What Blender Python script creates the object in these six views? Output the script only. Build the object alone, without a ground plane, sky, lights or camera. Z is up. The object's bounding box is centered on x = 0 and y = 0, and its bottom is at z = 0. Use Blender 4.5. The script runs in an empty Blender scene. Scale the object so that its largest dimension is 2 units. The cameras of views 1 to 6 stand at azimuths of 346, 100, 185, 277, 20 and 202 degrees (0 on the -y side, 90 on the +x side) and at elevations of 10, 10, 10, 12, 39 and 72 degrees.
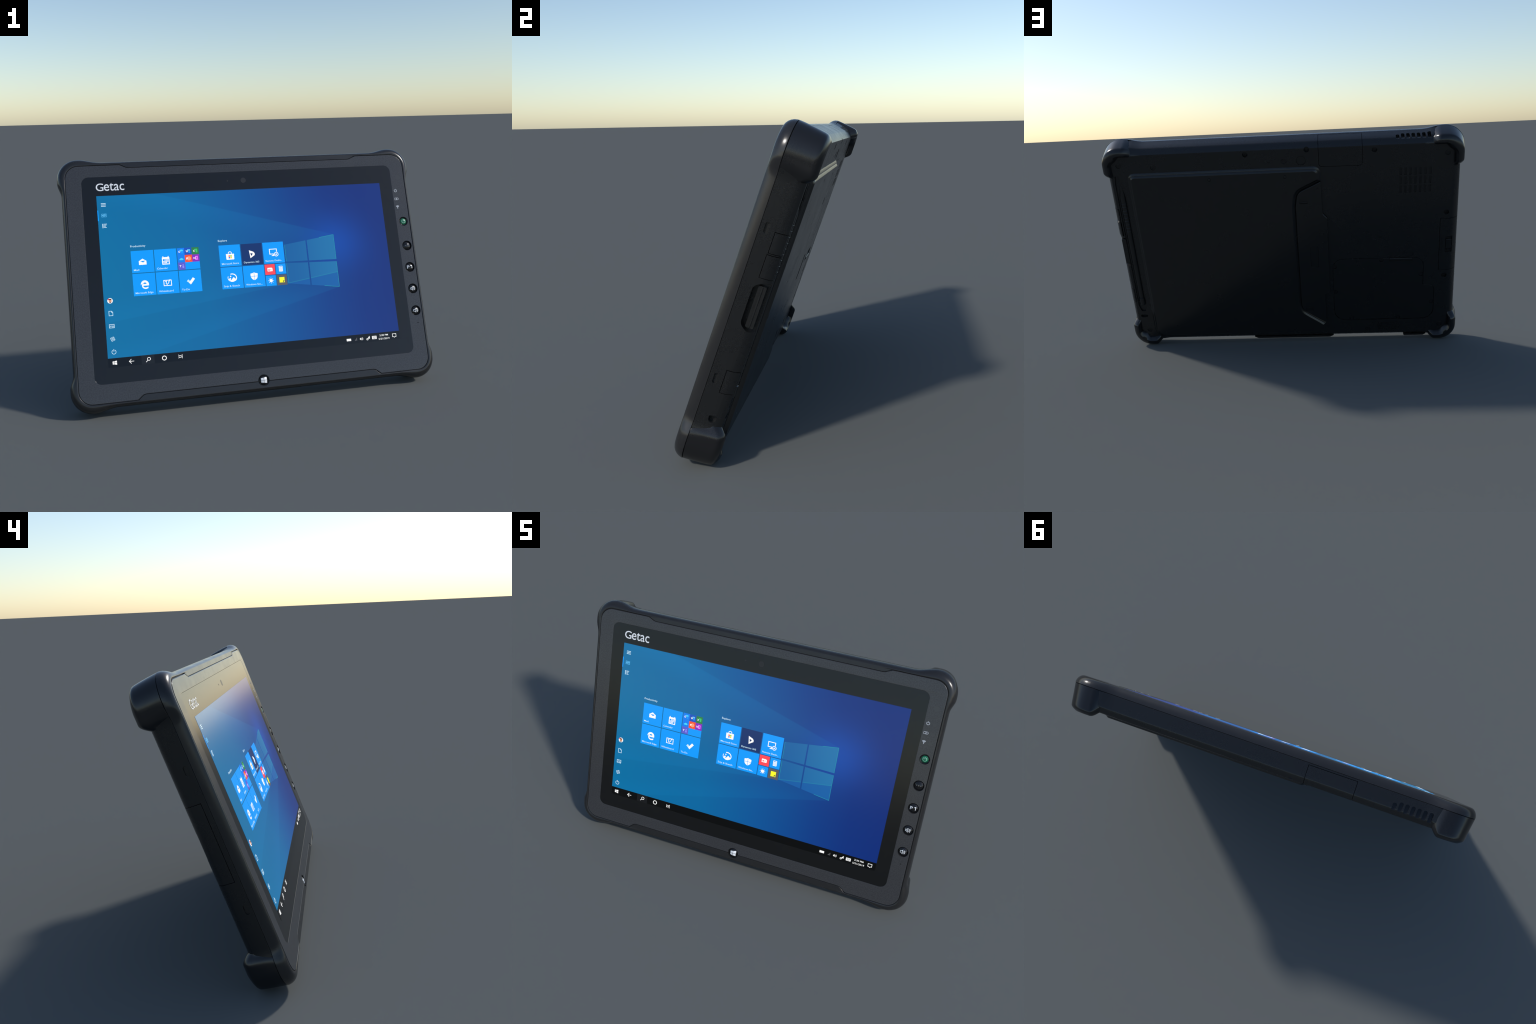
import bpy, bmesh, math, random
from mathutils import Vector, Matrix

random.seed(7)

# ---------------------------------------------------------------- frame
# Everything is modelled lying flat: x to the right, v up the screen, w out of
# the glass (glass = 0, back negative).  The root then leans it back.
TILT = math.radians(19.85)
P0 = Vector((0.0, -0.0718, 0.6952))       # world place of (0, 0, 0)
BASE = Vector((0.0, -0.676, -0.09))                 # local point that carries the root
VC = -0.0280                                        # centre of the case in v
ROT = Matrix.Rotation(math.pi / 2 - TILT, 4, 'X')

scene = bpy.context.scene
coll = scene.collection

root = bpy.data.objects.new("tablet_computer", None)
root.empty_display_size = 0.1
coll.objects.link(root)
root.matrix_world = Matrix.Translation(P0 + (ROT @ BASE)) @ ROT
root["label"] = "rugged black tablet computer leaning back with blue start screen"
root["category"] = "tablet computer"


# ---------------------------------------------------------------- materials
def lin(c):
    c = c / 255.0
    return c / 12.92 if c <= 0.04045 else ((c + 0.055) / 1.055) ** 2.4


def srgb(r, g, b):
    return (lin(r), lin(g), lin(b), 1.0)


class Nodes:
    def __init__(self, name):
        self.mat = bpy.data.materials.new(name)
        self.mat.use_nodes = True
        self.nt = self.mat.node_tree
        self.nt.nodes.clear()
        self.out = self.add("ShaderNodeOutputMaterial")
        self.bsdf = self.add("ShaderNodeBsdfPrincipled")
        self.link(self.bsdf.outputs[0], self.out.inputs[0])
        self.tc = None

    def add(self, t, **kw):
        n = self.nt.nodes.new(t)
        for k, v in kw.items():
            setattr(n, k, v)
        return n

    def link(self, a, b):
        self.nt.links.new(a, b)

    def coords(self):
        if self.tc is None:
            self.tc = self.add("ShaderNodeTexCoord")
        return self.tc.outputs["Object"]

    def put(self, sock, v):
        if hasattr(v, "is_output"):
            self.link(v, sock)
        else:
            sock.default_value = v

    def math(self, op, a, b=0.0, c=None, clamp=False):
        n = self.add("ShaderNodeMath", operation=op, use_clamp=clamp)
        self.put(n.inputs[0], a)
        self.put(n.inputs[1], b)
        if c is not None:
            self.put(n.inputs[2], c)
        return n.outputs[0]

    def smooth(self, x, lo, hi, a=0.0, b=1.0):
        n = self.add("ShaderNodeMapRange", interpolation_type='SMOOTHSTEP')
        self.put(n.inputs[0], x)
        n.inputs[1].default_value, n.inputs[2].default_value = lo, hi
        n.inputs[3].default_value, n.inputs[4].default_value = a, b
        return n.outputs[0]

    def mix(self, f, a, b, blend='MIX'):
        n = self.add("ShaderNodeMix", data_type='RGBA', blend_type=blend)
        self.put(n.inputs[0], f)
        self.put(n.inputs[6], a)
        self.put(n.inputs[7], b)
        return n.outputs[2]

    def noise(self, scale, detail=3.0, rough=0.5):
        n = self.add("ShaderNodeTexNoise")
        self.link(self.coords(), n.inputs["Vector"])
        n.inputs["Scale"].default_value = scale
        n.inputs["Detail"].default_value = detail
        n.inputs["Roughness"].default_value = rough
        return n.outputs["Fac"]

    def bump(self, h, strength, dist):
        n = self.add("ShaderNodeBump")
        self.link(h, n.inputs["Height"])
        n.inputs["Strength"].default_value = strength
        n.inputs["Distance"].default_value = dist
        self.link(n.outputs[0], self.bsdf.inputs["Normal"])


def plastic(name, colour, rough, grain=350.0, grain_amount=0.12, bump=0.25, dist=0.0006, spec=0.5, speck=0.0):
    m = Nodes(name)
    fine = m.noise(grain, 2.0, 0.6)
    broad = m.noise(9.0, 4.0, 0.6)
    dark = tuple(c * (1 - grain_amount) for c in colour) + (1,)
    light = tuple(c * (1 + grain_amount) for c in colour) + (1,)
    col = m.mix(m.smooth(fine, 0.35, 0.65), dark, light)
    col = m.mix(m.smooth(broad, 0.3, 0.7, 0.0, 0.22), col, tuple(c * 0.8 for c in colour) + (1,))
    if speck:
        v = m.add("ShaderNodeTexVoronoi")
        m.link(m.coords(), v.inputs["Vector"])
        v.inputs["Scale"].default_value = 120.0
        col = m.mix(m.smooth(v.outputs["Distance"], 0.10, 0.16, speck, 0.0), col, (0.003, 0.003, 0.003, 1))
    m.put(m.bsdf.inputs["Base Color"], col)
    vary = 0.03 if grain_amount else 0.0
    m.put(m.bsdf.inputs["Roughness"], m.smooth(broad, 0.25, 0.75, rough - vary, rough + vary))
    m.bsdf.inputs["Specular IOR Level"].default_value = spec
    if bump:
        m.bump(fine, bump, dist)
    return m.mat


def glow(name, colour, strength=1.0, rough=0.17):
    """a lit piece of the display, under the glossy glass"""
    m = Nodes(name)
    m.bsdf.inputs["Base Color"].default_value = (0.0006, 0.0006, 0.0007, 1)
    m.bsdf.inputs["Roughness"].default_value = rough
    m.put(m.bsdf.inputs["Emission Color"], colour)
    m.bsdf.inputs["Emission Strength"].default_value = strength
    return m.mat


M = {}
M["panel"] = plastic("textured_grey_bezel_plastic", (0.047, 0.048, 0.052), 0.20, 170.0, 0.16, 0.0)
M["rim"] = plastic("dark_rim_plastic", (0.021, 0.021, 0.022), 0.24, 380.0, 0.10, 0.0)
M["shell"] = plastic("black_case_plastic", (0.0135, 0.0138, 0.0142), 0.28, 300.0, 0.09, 0.0, speck=0.5)
M["pack"] = plastic("black_back_plastic", (0.0125, 0.0128, 0.013), 0.25, 260.0, 0.10, 0.0)
M["rubber"] = plastic("black_bumper_rubber", (0.0125, 0.0125, 0.0135), 0.24, 300.0, 0.12, 0.0)
M["dark"] = plastic("recess_black", (0.0075, 0.0075, 0.008), 0.4, 200.0, 0.1, 0.0)
M["cap"] = plastic("glossy_button_black", (0.010, 0.010, 0.011), 0.12, 100.0, 0.0, 0.0)
M["green"] = plastic("green_power_cap", (0.008, 0.16, 0.075), 0.22, 100.0, 0.0, 0.0)
M["print"] = plastic("white_print", (0.95, 0.96, 0.98), 0.2, 100.0, 0.0, 0.0)
M["print_green"] = plastic("pale_green_print", (0.45, 0.75, 0.62), 0.4, 100.0, 0.0, 0.0)
M["print_grey"] = plastic("grey_print", (0.42, 0.44, 0.48), 0.45, 100.0, 0.0, 0.0)
M["led"] = plastic("clear_indicator_grey", (0.052, 0.053, 0.056), 0.20, 100.0, 0.0, 0.0)
M["lens"] = plastic("camera_lens_glass", (0.010, 0.010, 0.012), 0.1, 100.0, 0.0, 0.0)
M["camera_ring"] = plastic("front_camera_grey", (0.022, 0.022, 0.023), 0.3, 100.0, 0.0, 0.0)
M["glass"] = plastic("black_touch_glass", (0.0072, 0.0074, 0.0078), 0.17, 100.0, 0.0, 0.0)
M["screw"] = plastic("dark_screw_metal", (0.008, 0.008, 0.0085), 0.45, 100.0, 0.05, 0.0)
M["rubber_foot"] = plastic("foot_rubber", (0.008, 0.008, 0.008), 0.6, 200.0, 0.1, 0.1)


def wallpaper():
    m = Nodes("blue_light_beam_wallpaper")
    sep = m.add("ShaderNodeSeparateXYZ")
    m.link(m.coords(), sep.inputs[0])
    x, v = sep.outputs[0], sep.outputs[1]
    # left to right: teal blue to deep indigo
    ramp = m.add("ShaderNodeValToRGB")
    el = ramp.color_ramp.elements
    el[0].position, el[0].color = 0.0, srgb(0, 110, 161)
    el[1].position, el[1].color = 1.0, srgb(9, 43, 119)
    for p, c in ((0.35, srgb(1, 101, 158)), (0.56, srgb(5, 83, 150)), (0.76, srgb(8, 60, 134)), (0.88, srgb(9, 48, 124))):
        e = el.new(p)
        e.color = c
    # the upper part turns to indigo a little sooner
    t = m.math('ADD', m.math('MULTIPLY', m.math('ADD', x, 0.803), 1 / 1.606), m.smooth(v, -0.05, 0.43, 0.0, 0.10))
    m.link(t, ramp.inputs[0])
    col = ramp.outputs[0]
    # three beam edges spreading to the left from the window
    up = m.math('SUBTRACT', v, m.math('ADD', m.math('MULTIPLY', m.math('SUBTRACT', x, 0.485), -0.2892), 0.1434))
    lo = m.math('SUBTRACT', v, m.math('ADD', m.math('MULTIPLY', m.math('SUBTRACT', x, 0.190), 0.134), -0.1137))
    l2 = m.math('SUBTRACT', v, m.math('ADD', m.math('MULTIPLY', m.math('SUBTRACT', x, 0.485), 0.249), -0.153))
    left = m.math('MULTIPLY', m.smooth(x, -0.8, 0.5, 1.0, 0.7), m.smooth(x, 0.480, 0.490, 1.0, 0.0))
    a = m.math('MULTIPLY', m.math('MULTIPLY', m.smooth(up, -0.16, -0.004), m.smooth(up, 0.0, 0.004, 1.0, 0.0)), left)
    b = m.math('MULTIPLY', m.math('MULTIPLY', m.smooth(lo, 0.16, 0.004, 0.0, 1.0), m.smooth(lo, -0.003, 0.0)), m.smooth(x, 0.2, 0.3, 1.0, 0.0))
    c = m.math('MULTIPLY', m.math('MULTIPLY', m.smooth(l2, 0.12, 0.004, 0.0, 1.0), m.smooth(l2, -0.003, 0.0)), m.smooth(x, 0.48, 0.49, 1.0, 0.0))
    beams = m.math('ADD', m.math('ADD', m.math('MULTIPLY', a, 0.13), m.math('MULTIPLY', b, 0.10)), m.math('MULTIPLY', c, 0.08))
    col = m.mix(beams, col, srgb(14, 138, 204))
    # glow around the window
    dx = m.math('DIVIDE', m.math('SUBTRACT', x, 0.485), 0.19)
    dv = m.math('DIVIDE', m.math('SUBTRACT', v, 0.10), 0.17)
    d2 = m.math('ADD', m.math('MULTIPLY', dx, dx), m.math('MULTIPLY', dv, dv))
    g = m.math('POWER', 2.718, m.math('MULTIPLY', d2, -1.4))
    col = m.mix(m.math('MULTIPLY', g, 0.52), col, srgb(10, 82, 188))
    m.bsdf.inputs["Base Color"].default_value = (0.0006, 0.0006, 0.0007, 1)
    m.bsdf.inputs["Roughness"].default_value = 0.17
    m.link(col, m.bsdf.inputs["Emission Color"])
    m.bsdf.inputs["Emission Strength"].default_value = 1.0
    return m.mat


def pane_glow():
    m = Nodes("window_pane_glow")
    sep = m.add("ShaderNodeSeparateXYZ")
    m.link(m.coords(), sep.inputs[0])
    x, v = sep.outputs[0], sep.outputs[1]
    col = m.mix(m.smooth(x, 0.2, 0.5), srgb(20, 96, 160), srgb(30, 114, 170))
    low = m.math('SUBTRACT', v, m.math('ADD', m.math('MULTIPLY', m.math('SUBTRACT', x, 0.198), 0.1465), -0.111))
    col = m.mix(m.smooth(low, -0.002, 0.0, 0.75, 0.0), col, srgb(14, 88, 164))
    edge = m.math('MULTIPLY', m.smooth(m.math('ABSOLUTE', low), 0.0, 0.004, 1.0, 0.0), 0.35)
    col = m.mix(edge, col, srgb(36, 150, 170))
    m.bsdf.inputs["Base Color"].default_value = (0.0006, 0.0006, 0.0007, 1)
    m.bsdf.inputs["Roughness"].default_value = 0.17
    m.link(col, m.bsdf.inputs["Emission Color"])
    m.bsdf.inputs["Emission Strength"].default_value = 1.0
    return m.mat


M["wall"] = wallpaper()
M["pane"] = pane_glow()
M["g_white"] = glow("lit_white", srgb(255, 255, 255))
M["g_text"] = glow("lit_pale_text", srgb(205, 238, 255))
M["g_icon"] = glow("lit_pale_icon", srgb(200, 232, 250))
M["g_tile"] = glow("lit_tile_blue", srgb(0, 154, 255))
M["g_sky"] = glow("lit_soft_cyan", srgb(95, 190, 245))
M["g_navy"] = glow("lit_navy", srgb(12, 47, 105))
M["g_red"] = glow("lit_red", srgb(255, 72, 84))
M["g_grey"] = glow("lit_grey", srgb(90, 90, 94))
M["g_yellow"] = glow("lit_yellow", srgb(255, 255, 40))
M["g_bar"] = glow("lit_taskbar_black", srgb(0, 0, 0))
M["g_barhi"] = glow("lit_taskbar_highlight", srgb(20, 21, 24))
M["g_teal"] = glow("lit_teal_edge", srgb(34, 146, 168))
M["g_outlook"] = glow("lit_mid_blue", srgb(10, 125, 240))
M["g_word"] = glow("lit_deep_blue", srgb(24, 82, 190))
M["g_excel"] = glow("lit_green", srgb(44, 124, 72))
M["g_point"] = glow("lit_orange", srgb(244, 82, 46))
M["g_note"] = glow("lit_purple", srgb(130, 42, 188))
M["g_team"] = glow("lit_violet", srgb(92, 92, 206))
M["g_cyan"] = glow("lit_cyan", srgb(70, 215, 255))
M["g_mint"] = glow("lit_mint", srgb(60, 200, 110))
M["g_peach"] = glow("lit_peach", srgb(255, 160, 120))
M["g_pink"] = glow("lit_pink", srgb(235, 110, 250))
M["g_lav"] = glow("lit_lavender", srgb(140, 140, 250))
M["g_skin"] = glow("lit_skin", srgb(214, 150, 120))
M["g_hair"] = glow("lit_dark_brown", srgb(70, 48, 42))
M["g_orange"] = glow("lit_orange_red", srgb(250, 92, 45))
M["g_lime"] = glow("lit_lime", srgb(140, 215, 40))
M["g_gold"] = glow("lit_gold", srgb(255, 215, 30))
M["g_dark"] = glow("lit_dark_grey", srgb(50, 50, 54))


# ---------------------------------------------------------------- mesh helpers
def new_object(name, me, mat=None, parent=None, smooth=None):
    ob = bpy.data.objects.new(name, me)
    coll.objects.link(ob)
    if mat is not None:
        me.materials.clear()
        me.materials.append(M[mat])
    if smooth is not None:
        soften(me, smooth)
        wn = ob.modifiers.new("even_normals", 'WEIGHTED_NORMAL')
        wn.keep_sharp = True
        wn.weight = 60
    if parent is None:
        ob.parent = root
        ob.matrix_parent_inverse = Matrix.Identity(4)
        ob.location = -BASE
    else:
        ob.parent = parent
        ob.matrix_parent_inverse = Matrix.Identity(4)
    return ob


def soften(me, angle):
    for p in me.polygons:
        p.use_smooth = True
    me.set_sharp_from_angle(angle=math.radians(angle))


def bm_to_mesh(bm, name):
    bmesh.ops.recalc_face_normals(bm, faces=bm.faces[:])
    me = bpy.data.meshes.new(name)
    bm.to_mesh(me)
    bm.free()
    return me


def loft(rings, cap0=True, cap1=True, closed=True):
    """rings: lists of (x, v, w) with equal counts"""
    bm = bmesh.new()
    vs = [[bm.verts.new(p) for p in r] for r in rings]
    n = len(rings[0])
    for a, b in zip(vs, vs[1:]):
        for i in range(n if closed else n - 1):
            j = (i + 1) % n
            bm.faces.new((a[i], a[j], b[j], b[i]))
    if cap0:
        bm.faces.new(list(reversed(vs[0])))
    if cap1:
        bm.faces.new(vs[-1])
    return bm


def at(poly, w):
    return [(p[0], p[1], w) for p in poly]


def round_poly(pts, segs=6):
    """pts: (x, v, radius) in order -> polygon with rounded corners"""
    out = []
    n = len(pts)
    for i in range(n):
        p0, p1, p2 = (Vector(pts[(i + k - 1) % n][:2]) for k in range(3))
        r = pts[i][2]
        if r <= 0:
            out.append((p1.x, p1.y))
            continue
        a, b = (p0 - p1).normalized(), (p2 - p1).normalized()
        half = math.acos(max(-1, min(1, a.dot(b)))) / 2
        d = min(r / math.tan(half), (p0 - p1).length * 0.49, (p2 - p1).length * 0.49)
        q0, q2 = p1 + a * d, p1 + b * d
        for k in range(segs + 1):
            t = k / segs
            # quadratic-rational arc
            wgt = math.sin(half)
            den = (1 - t) ** 2 + 2 * wgt * t * (1 - t) + t * t
            q = (q0 * (1 - t) ** 2 + p1 * (2 * wgt * t * (1 - t)) + q2 * t * t) / den
            out.append((q.x, q.y))
    return out


def area(poly):
    return sum(poly[i - 1][0] * poly[i][1] - poly[i][0] * poly[i - 1][1] for i in range(len(poly))) / 2


def inset(poly, d):
    """miter offset; positive d shrinks"""
    s = 1 if area(poly) > 0 else -1
    n = len(poly)
    out = []
    for i in range(n):
        p0, p1, p2 = Vector(poly[i - 1]), Vector(poly[i]), Vector(poly[(i + 1) % n])
        e0, e1 = (p1 - p0), (p2 - p1)
        if e0.length < 1e-9 or e1.length < 1e-9:
            e0 = e1 = (p2 - p0)
        e0.normalize()
        e1.normalize()
        n0, n1 = Vector((-e0.y, e0.x)) * s, Vector((-e1.y, e1.x)) * s
        m = (n0 + n1)
        m = m / max(0.25, m.dot(n0)) if m.length > 1e-6 else n0
        out.append((p1.x + m.x * d, p1.y + m.y * d))
    return out


def shrunk(pts, d, segs=6):
    """round_poly with the corner points moved in by d; the radii follow"""
    raw = [p[:2] for p in pts]
    s = 1 if area(raw) > 0 else -1
    moved = inset(raw, d)
    out = []
    for i, p in enumerate(pts):
        a, b, c = (Vector(raw[(i + k - 1) % len(raw)]) for k in range(3))
        convex = ((b - a).x * (c - b).y - (b - a).y * (c - b).x) * s > 0
        out.append((moved[i][0], moved[i][1], max(0.0012, p[2] - d if convex else p[2] + d)))
    return round_poly(out, segs)


def rrect(x0, v0, x1, v1, r, segs=6):
    return round_poly([(x0, v0, r), (x1, v0, r), (x1, v1, r), (x0, v1, r)], segs)


def disc(cx, cy, r, n=32):
    return [(cx + r * math.cos(2 * math.pi * i / n), cy + r * math.sin(2 * math.pi * i / n)) for i in range(n)]


def prism(poly, w0, w1, bevel=0.0):
    """solid from w0 up to w1 (w1 is the visible end), rounded edge of size bevel on w1"""
    s = 1 if w1 > w0 else -1
    rings = [at(poly, w0)]
    if bevel:
        for a in (0, 30, 60, 90):
            t = math.radians(a)
            rings.append(at(inset(poly, bevel * (1 - math.cos(t))), w1 - s * bevel * (1 - math.sin(t))))
    else:
        rings.append(at(poly, w1))
    return loft(rings)


def flat(polys, w, thick=0.00012):
    """filled outline with even-odd holes, through a 2D curve"""
    cu = bpy.data.curves.new("outline", 'CURVE')
    cu.dimensions = '2D'
    cu.fill_mode = 'BOTH' if thick else 'FRONT'
    cu.extrude = thick
    for poly in polys:
        sp = cu.splines.new('POLY')
        sp.points.add(len(poly) - 1)
        for p, q in zip(sp.points, poly):
            p.co = (q[0], q[1], 0, 1)
        sp.use_cyclic_u = True
    ob = bpy.data.objects.new("outline", cu)
    coll.objects.link(ob)
    me = bpy.data.meshes.new_from_object(ob.evaluated_get(bpy.context.evaluated_depsgraph_get()))
    bpy.data.objects.remove(ob)
    bpy.data.curves.remove(cu)
    me.transform(Matrix.Translation((0, 0, w)))
    return me


def text_mesh(body, x, v, width, height, w, bold=0.0, thick=0.00012, align='LEFT'):
    """built-in font, scaled so that the outline fills width x height"""
    cu = bpy.data.curves.new("lettering", 'FONT')
    cu.body = body
    cu.size = 1.0
    cu.offset = bold
    cu.extrude = 0.0
    cu.resolution_u = 4
    ob = bpy.data.objects.new("lettering", cu)
    coll.objects.link(ob)
    me = bpy.data.meshes.new_from_object(ob.evaluated_get(bpy.context.evaluated_depsgraph_get()))
    bpy.data.objects.remove(ob)
    bpy.data.curves.remove(cu)
    xs = [q.co.x for q in me.vertices]
    sx = width / (max(xs) - min(xs))
    sy = height / 0.729                      # cap height of the built-in face
    ox = x - min(xs) * sx
    for q in me.vertices:
        q.co = (q.co.x * sx + ox, q.co.y * sy + v, w)
    return me


def stroke(pts, width, closed=False):
    """polyline -> outline polygon(s) of that width"""
    n = len(pts)
    lft, rgt = [], []
    for i in range(n):
        p = Vector(pts[i])
        if closed or 0 < i < n - 1:
            a = (p - Vector(pts[i - 1])).normalized()
            b = (Vector(pts[(i + 1) % n]) - p).normalized()
        elif i == 0:
            a = b = (Vector(pts[1]) - p).normalized()
        else:
            a = b = (p - Vector(pts[i - 1])).normalized()
        n0, n1 = Vector((-a.y, a.x)), Vector((-b.y, b.x))
        m = n0 + n1
        m = m / max(0.35, m.dot(n0))
        lft.append(tuple(p + m * width / 2))
        rgt.append(tuple(p - m * width / 2))
    if closed:
        return [lft, rgt]
    return [lft + rgt[::-1]]


def arc(cx, cy, r, a0, a1, n=20, ry=None):
    ry = r if ry is None else ry
    return [(cx + r * math.cos(math.radians(a0 + (a1 - a0) * i / n)), cy + ry * math.sin(math.radians(a0 + (a1 - a0) * i / n))) for i in range(n + 1)]


def join_meshes(meshes, name):
    bm = bmesh.new()
    for me in meshes:
        bm.from_mesh(me)
    out = bpy.data.meshes.new(name)
    bm.to_mesh(out)
    bm.free()
    return out


def boolean(me, cutter_bms, op='DIFFERENCE'):
    cut = bmesh.new()
    for c in cutter_bms:
        tmp = bpy.data.meshes.new("cutter")
        bmesh.ops.recalc_face_normals(c, faces=c.faces[:])
        c.to_mesh(tmp)
        c.free()
        cut.from_mesh(tmp)
        bpy.data.meshes.remove(tmp)
    cme = bpy.data.meshes.new("cutter")
    cut.to_mesh(cme)
    cut.free()
    a = bpy.data.objects.new("body", me)
    b = bpy.data.objects.new("cutter", cme)
    coll.objects.link(a)
    coll.objects.link(b)
    md = a.modifiers.new("cut", 'BOOLEAN')
    md.operation = op
    md.solver = 'EXACT'
    md.object = b
    out = bpy.data.meshes.new_from_object(a.evaluated_get(bpy.context.evaluated_depsgraph_get()))
    bpy.data.objects.remove(a)
    bpy.data.objects.remove(b)
    return out


def sstep(a, b, x):
    t = max(0.0, min(1.0, (x - a) / (b - a)))
    return t * t * (3 - 2 * t)


# ---------------------------------------------------------------- case outline
EDGE_N, ARC_N = 48, 12


def case_outline(a, b, r, swell=(0.0, 0.0), cap=1.0):
    """rounded rectangle about (0, VC); the corners swell outward by `swell`"""
    pts = []

    def edge_fracs():
        # denser towards the ends, where the swelling starts
        return [0.5 - 0.5 * math.copysign(abs(math.cos(math.pi * i / EDGE_N)) ** 0.8, math.cos(math.pi * i / EDGE_N)) for i in range(EDGE_N)]

    corners = [(a - r, b - r, 0), (-(a - r), b - r, 90), (-(a - r), -(b - r), 180), (a - r, -(b - r), 270)]
    for k, (cx, cy, a0) in enumerate(corners):
        for i in range(ARC_N):
            t = math.radians(a0 + 90 * i / ARC_N)
            n = (math.cos(t), math.sin(t))
            pts.append((cx + n[0] * (r + swell[0] * cap), cy + n[1] * (r + swell[1] * cap) + VC))
        nx = corners[(k + 1) % 4]
        t = math.radians(a0 + 90)
        n = (math.cos(t), math.sin(t))
        s, e = (cx + n[0] * r, cy + n[1] * r), (nx[0] + n[0] * r, nx[1] + n[1] * r)
        for f in edge_fracs():
            p = (s[0] + (e[0] - s[0]) * f, s[1] + (e[1] - s[1]) * f)
            h = sstep(0.765, 0.885, abs(p[0])) if abs(n[1]) > 0.5 else sstep(0.472, 0.540, abs(p[1]))
            h = min(h, cap)
            pts.append((p[0] + n[0] * swell[0] * h, p[1] + n[1] * swell[1] * h + VC))
    return pts


# ---------------------------------------------------------------- front frame
SEAM = -0.0430
inner = case_outline(0.960, 0.626, 0.072)
outer = case_outline(0.9815, 0.6482, 0.090, (0.0185, 0.0205))
profile = [(0.0, -0.010), (0.0, -0.0016), (0.06, -0.0004), (0.16, 0.0002), (0.32, -0.0004), (0.5, -0.0035), (0.68, -0.0095),
           (0.83, -0.0175), (0.94, -0.0275), (1.0, -0.0390), (1.0, SEAM + 0.0004), (0.97, SEAM), (0.70, SEAM)]


def rim_w(p, w):
    # no chamfer where the tongues run into the rim
    if abs(p[0]) < 0.662 and w > -0.005 and abs(p[1] - VC) > 0.62:
        return -0.0009
    return w


rings = [[(p[0] + (q[0] - p[0]) * s, p[1] + (q[1] - p[1]) * s, rim_w(p, w) if s < 0.4 else w) for p, q in zip(inner, outer)] for s, w in profile]
frame_me = bm_to_mesh(loft(rings, False, False), "front_frame")

TOP, BOT = VC + 0.626, VC - 0.626              # straight inner edges of the frame
NT, NB = 0.5785, -0.6245                       # where the tongues of the frame end


def tongue(edge, tip, x0, x1):
    s = 1 if edge > tip else -1
    poly = round_poly([(-x0, edge, 0), (-x1, tip, 0.03), (x1, tip, 0.03), (x0, edge, 0)], 6)
    rings = [at(poly, -0.009)]
    for d, w in ((0.0, -0.0020), (0.0004, -0.0012), (0.0012, -0.0008)):
        # chamfer on the three free sides only
        rings.append([(q[0], p[1] if abs(p[1] - edge) < 1e-6 else q[1], w) for p, q in zip(poly, inset(poly, d))])
    return bm_to_mesh(loft(rings), "frame_tongue")


low_tongue = boolean(tongue(BOT, NB - 0.0018, 0.664, 0.632), [loft([at(disc(0.0, -0.6200, 0.0310, 48), -0.03), at(disc(0.0, -0.6200, 0.0310, 48), 0.02)])])
frame_me = join_meshes([frame_me, tongue(TOP, NT + 0.0018, 0.668, 0.632), low_tongue], "front_frame")
front_frame = new_object("front_frame", frame_me, "rim", smooth=40)

# textured panel around the glass, with the notches for the tongues
GX, GT, GB, GR = 0.8755, 0.5312, -0.5548, 0.036
g = 0.0022
panel_out = round_poly([
    (-0.960 + g, BOT + g, 0.070), (-0.668, BOT + g, 0.012), (-0.634, NB, 0.034), (0.634, NB, 0.034), (0.668, BOT + g, 0.012), (0.960 - g, BOT + g, 0.070),
    (0.960 - g, TOP - g, 0.070), (0.672, TOP - g, 0.012), (0.634, NT, 0.034), (-0.634, NT, 0.034), (-0.672, TOP - g, 0.012), (-0.960 + g, TOP - g, 0.070)], 8)
glass_hole = rrect(-GX, GB, GX, GT, GR, 8)
holes = [disc(0.9225, v, 0.0285, 40) for v in (0.0524, -0.0727, -0.1973, -0.3225)] + [disc(0.921, 0.1953, 0.0265, 40)]


def panel_mesh():
    cu = bpy.data.curves.new("panel", 'CURVE')
    cu.dimensions = '2D'
    cu.fill_mode = 'BOTH'
    bev = 0.0028
    cu.extrude = 0.004
    cu.bevel_depth = bev
    cu.bevel_resolution = 3
    cu.offset = -bev
    for poly in [panel_out, glass_hole]:
        sp = cu.splines.new('POLY')
        sp.points.add(len(poly) - 1)
        for p, q in zip(sp.points, poly):
            p.co = (q[0], q[1], 0, 1)
        sp.use_cyclic_u = True
    ob = bpy.data.objects.new("panel", cu)
    coll.objects.link(ob)
    me = bpy.data.meshes.new_from_object(ob.evaluated_get(bpy.context.evaluated_depsgraph_get()))
    bpy.data.objects.remove(ob)
    me.transform(Matrix.Translation((0, 0, 0.0005 - 0.0068)))
    bm = bmesh.new()
    bm.from_mesh(me)
    bmesh.ops.remove_doubles(bm, verts=bm.verts[:], dist=1e-6)
    return bm_to_mesh(bm, "front_panel")


pm = panel_mesh()
pm = boolean(pm, [loft([at(h, -0.02), at(h, 0.02)]) for h in holes]
             + [loft([at(disc(0.0, -0.6200, 0.0310, 48), -0.02), at(disc(0.0, -0.6200, 0.0310, 48), 0.02)])]
             + [loft([at(disc(0.9245, -0.3923, 0.0032, 14), -0.005), at(disc(0.9245, -0.3923, 0.0032, 14), 0.02)])])
front_panel = new_object("front_panel", pm, "panel", smooth=35)
# inner tray that closes the case behind panel and glass (seen in the gaps)
tray = case_outline(0.966, 0.632, 0.074)
new_object("inner_tray", bm_to_mesh(loft([at(tray, -0.0095), at(tray, -0.035)]), "inner_tray"), "dark")

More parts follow.
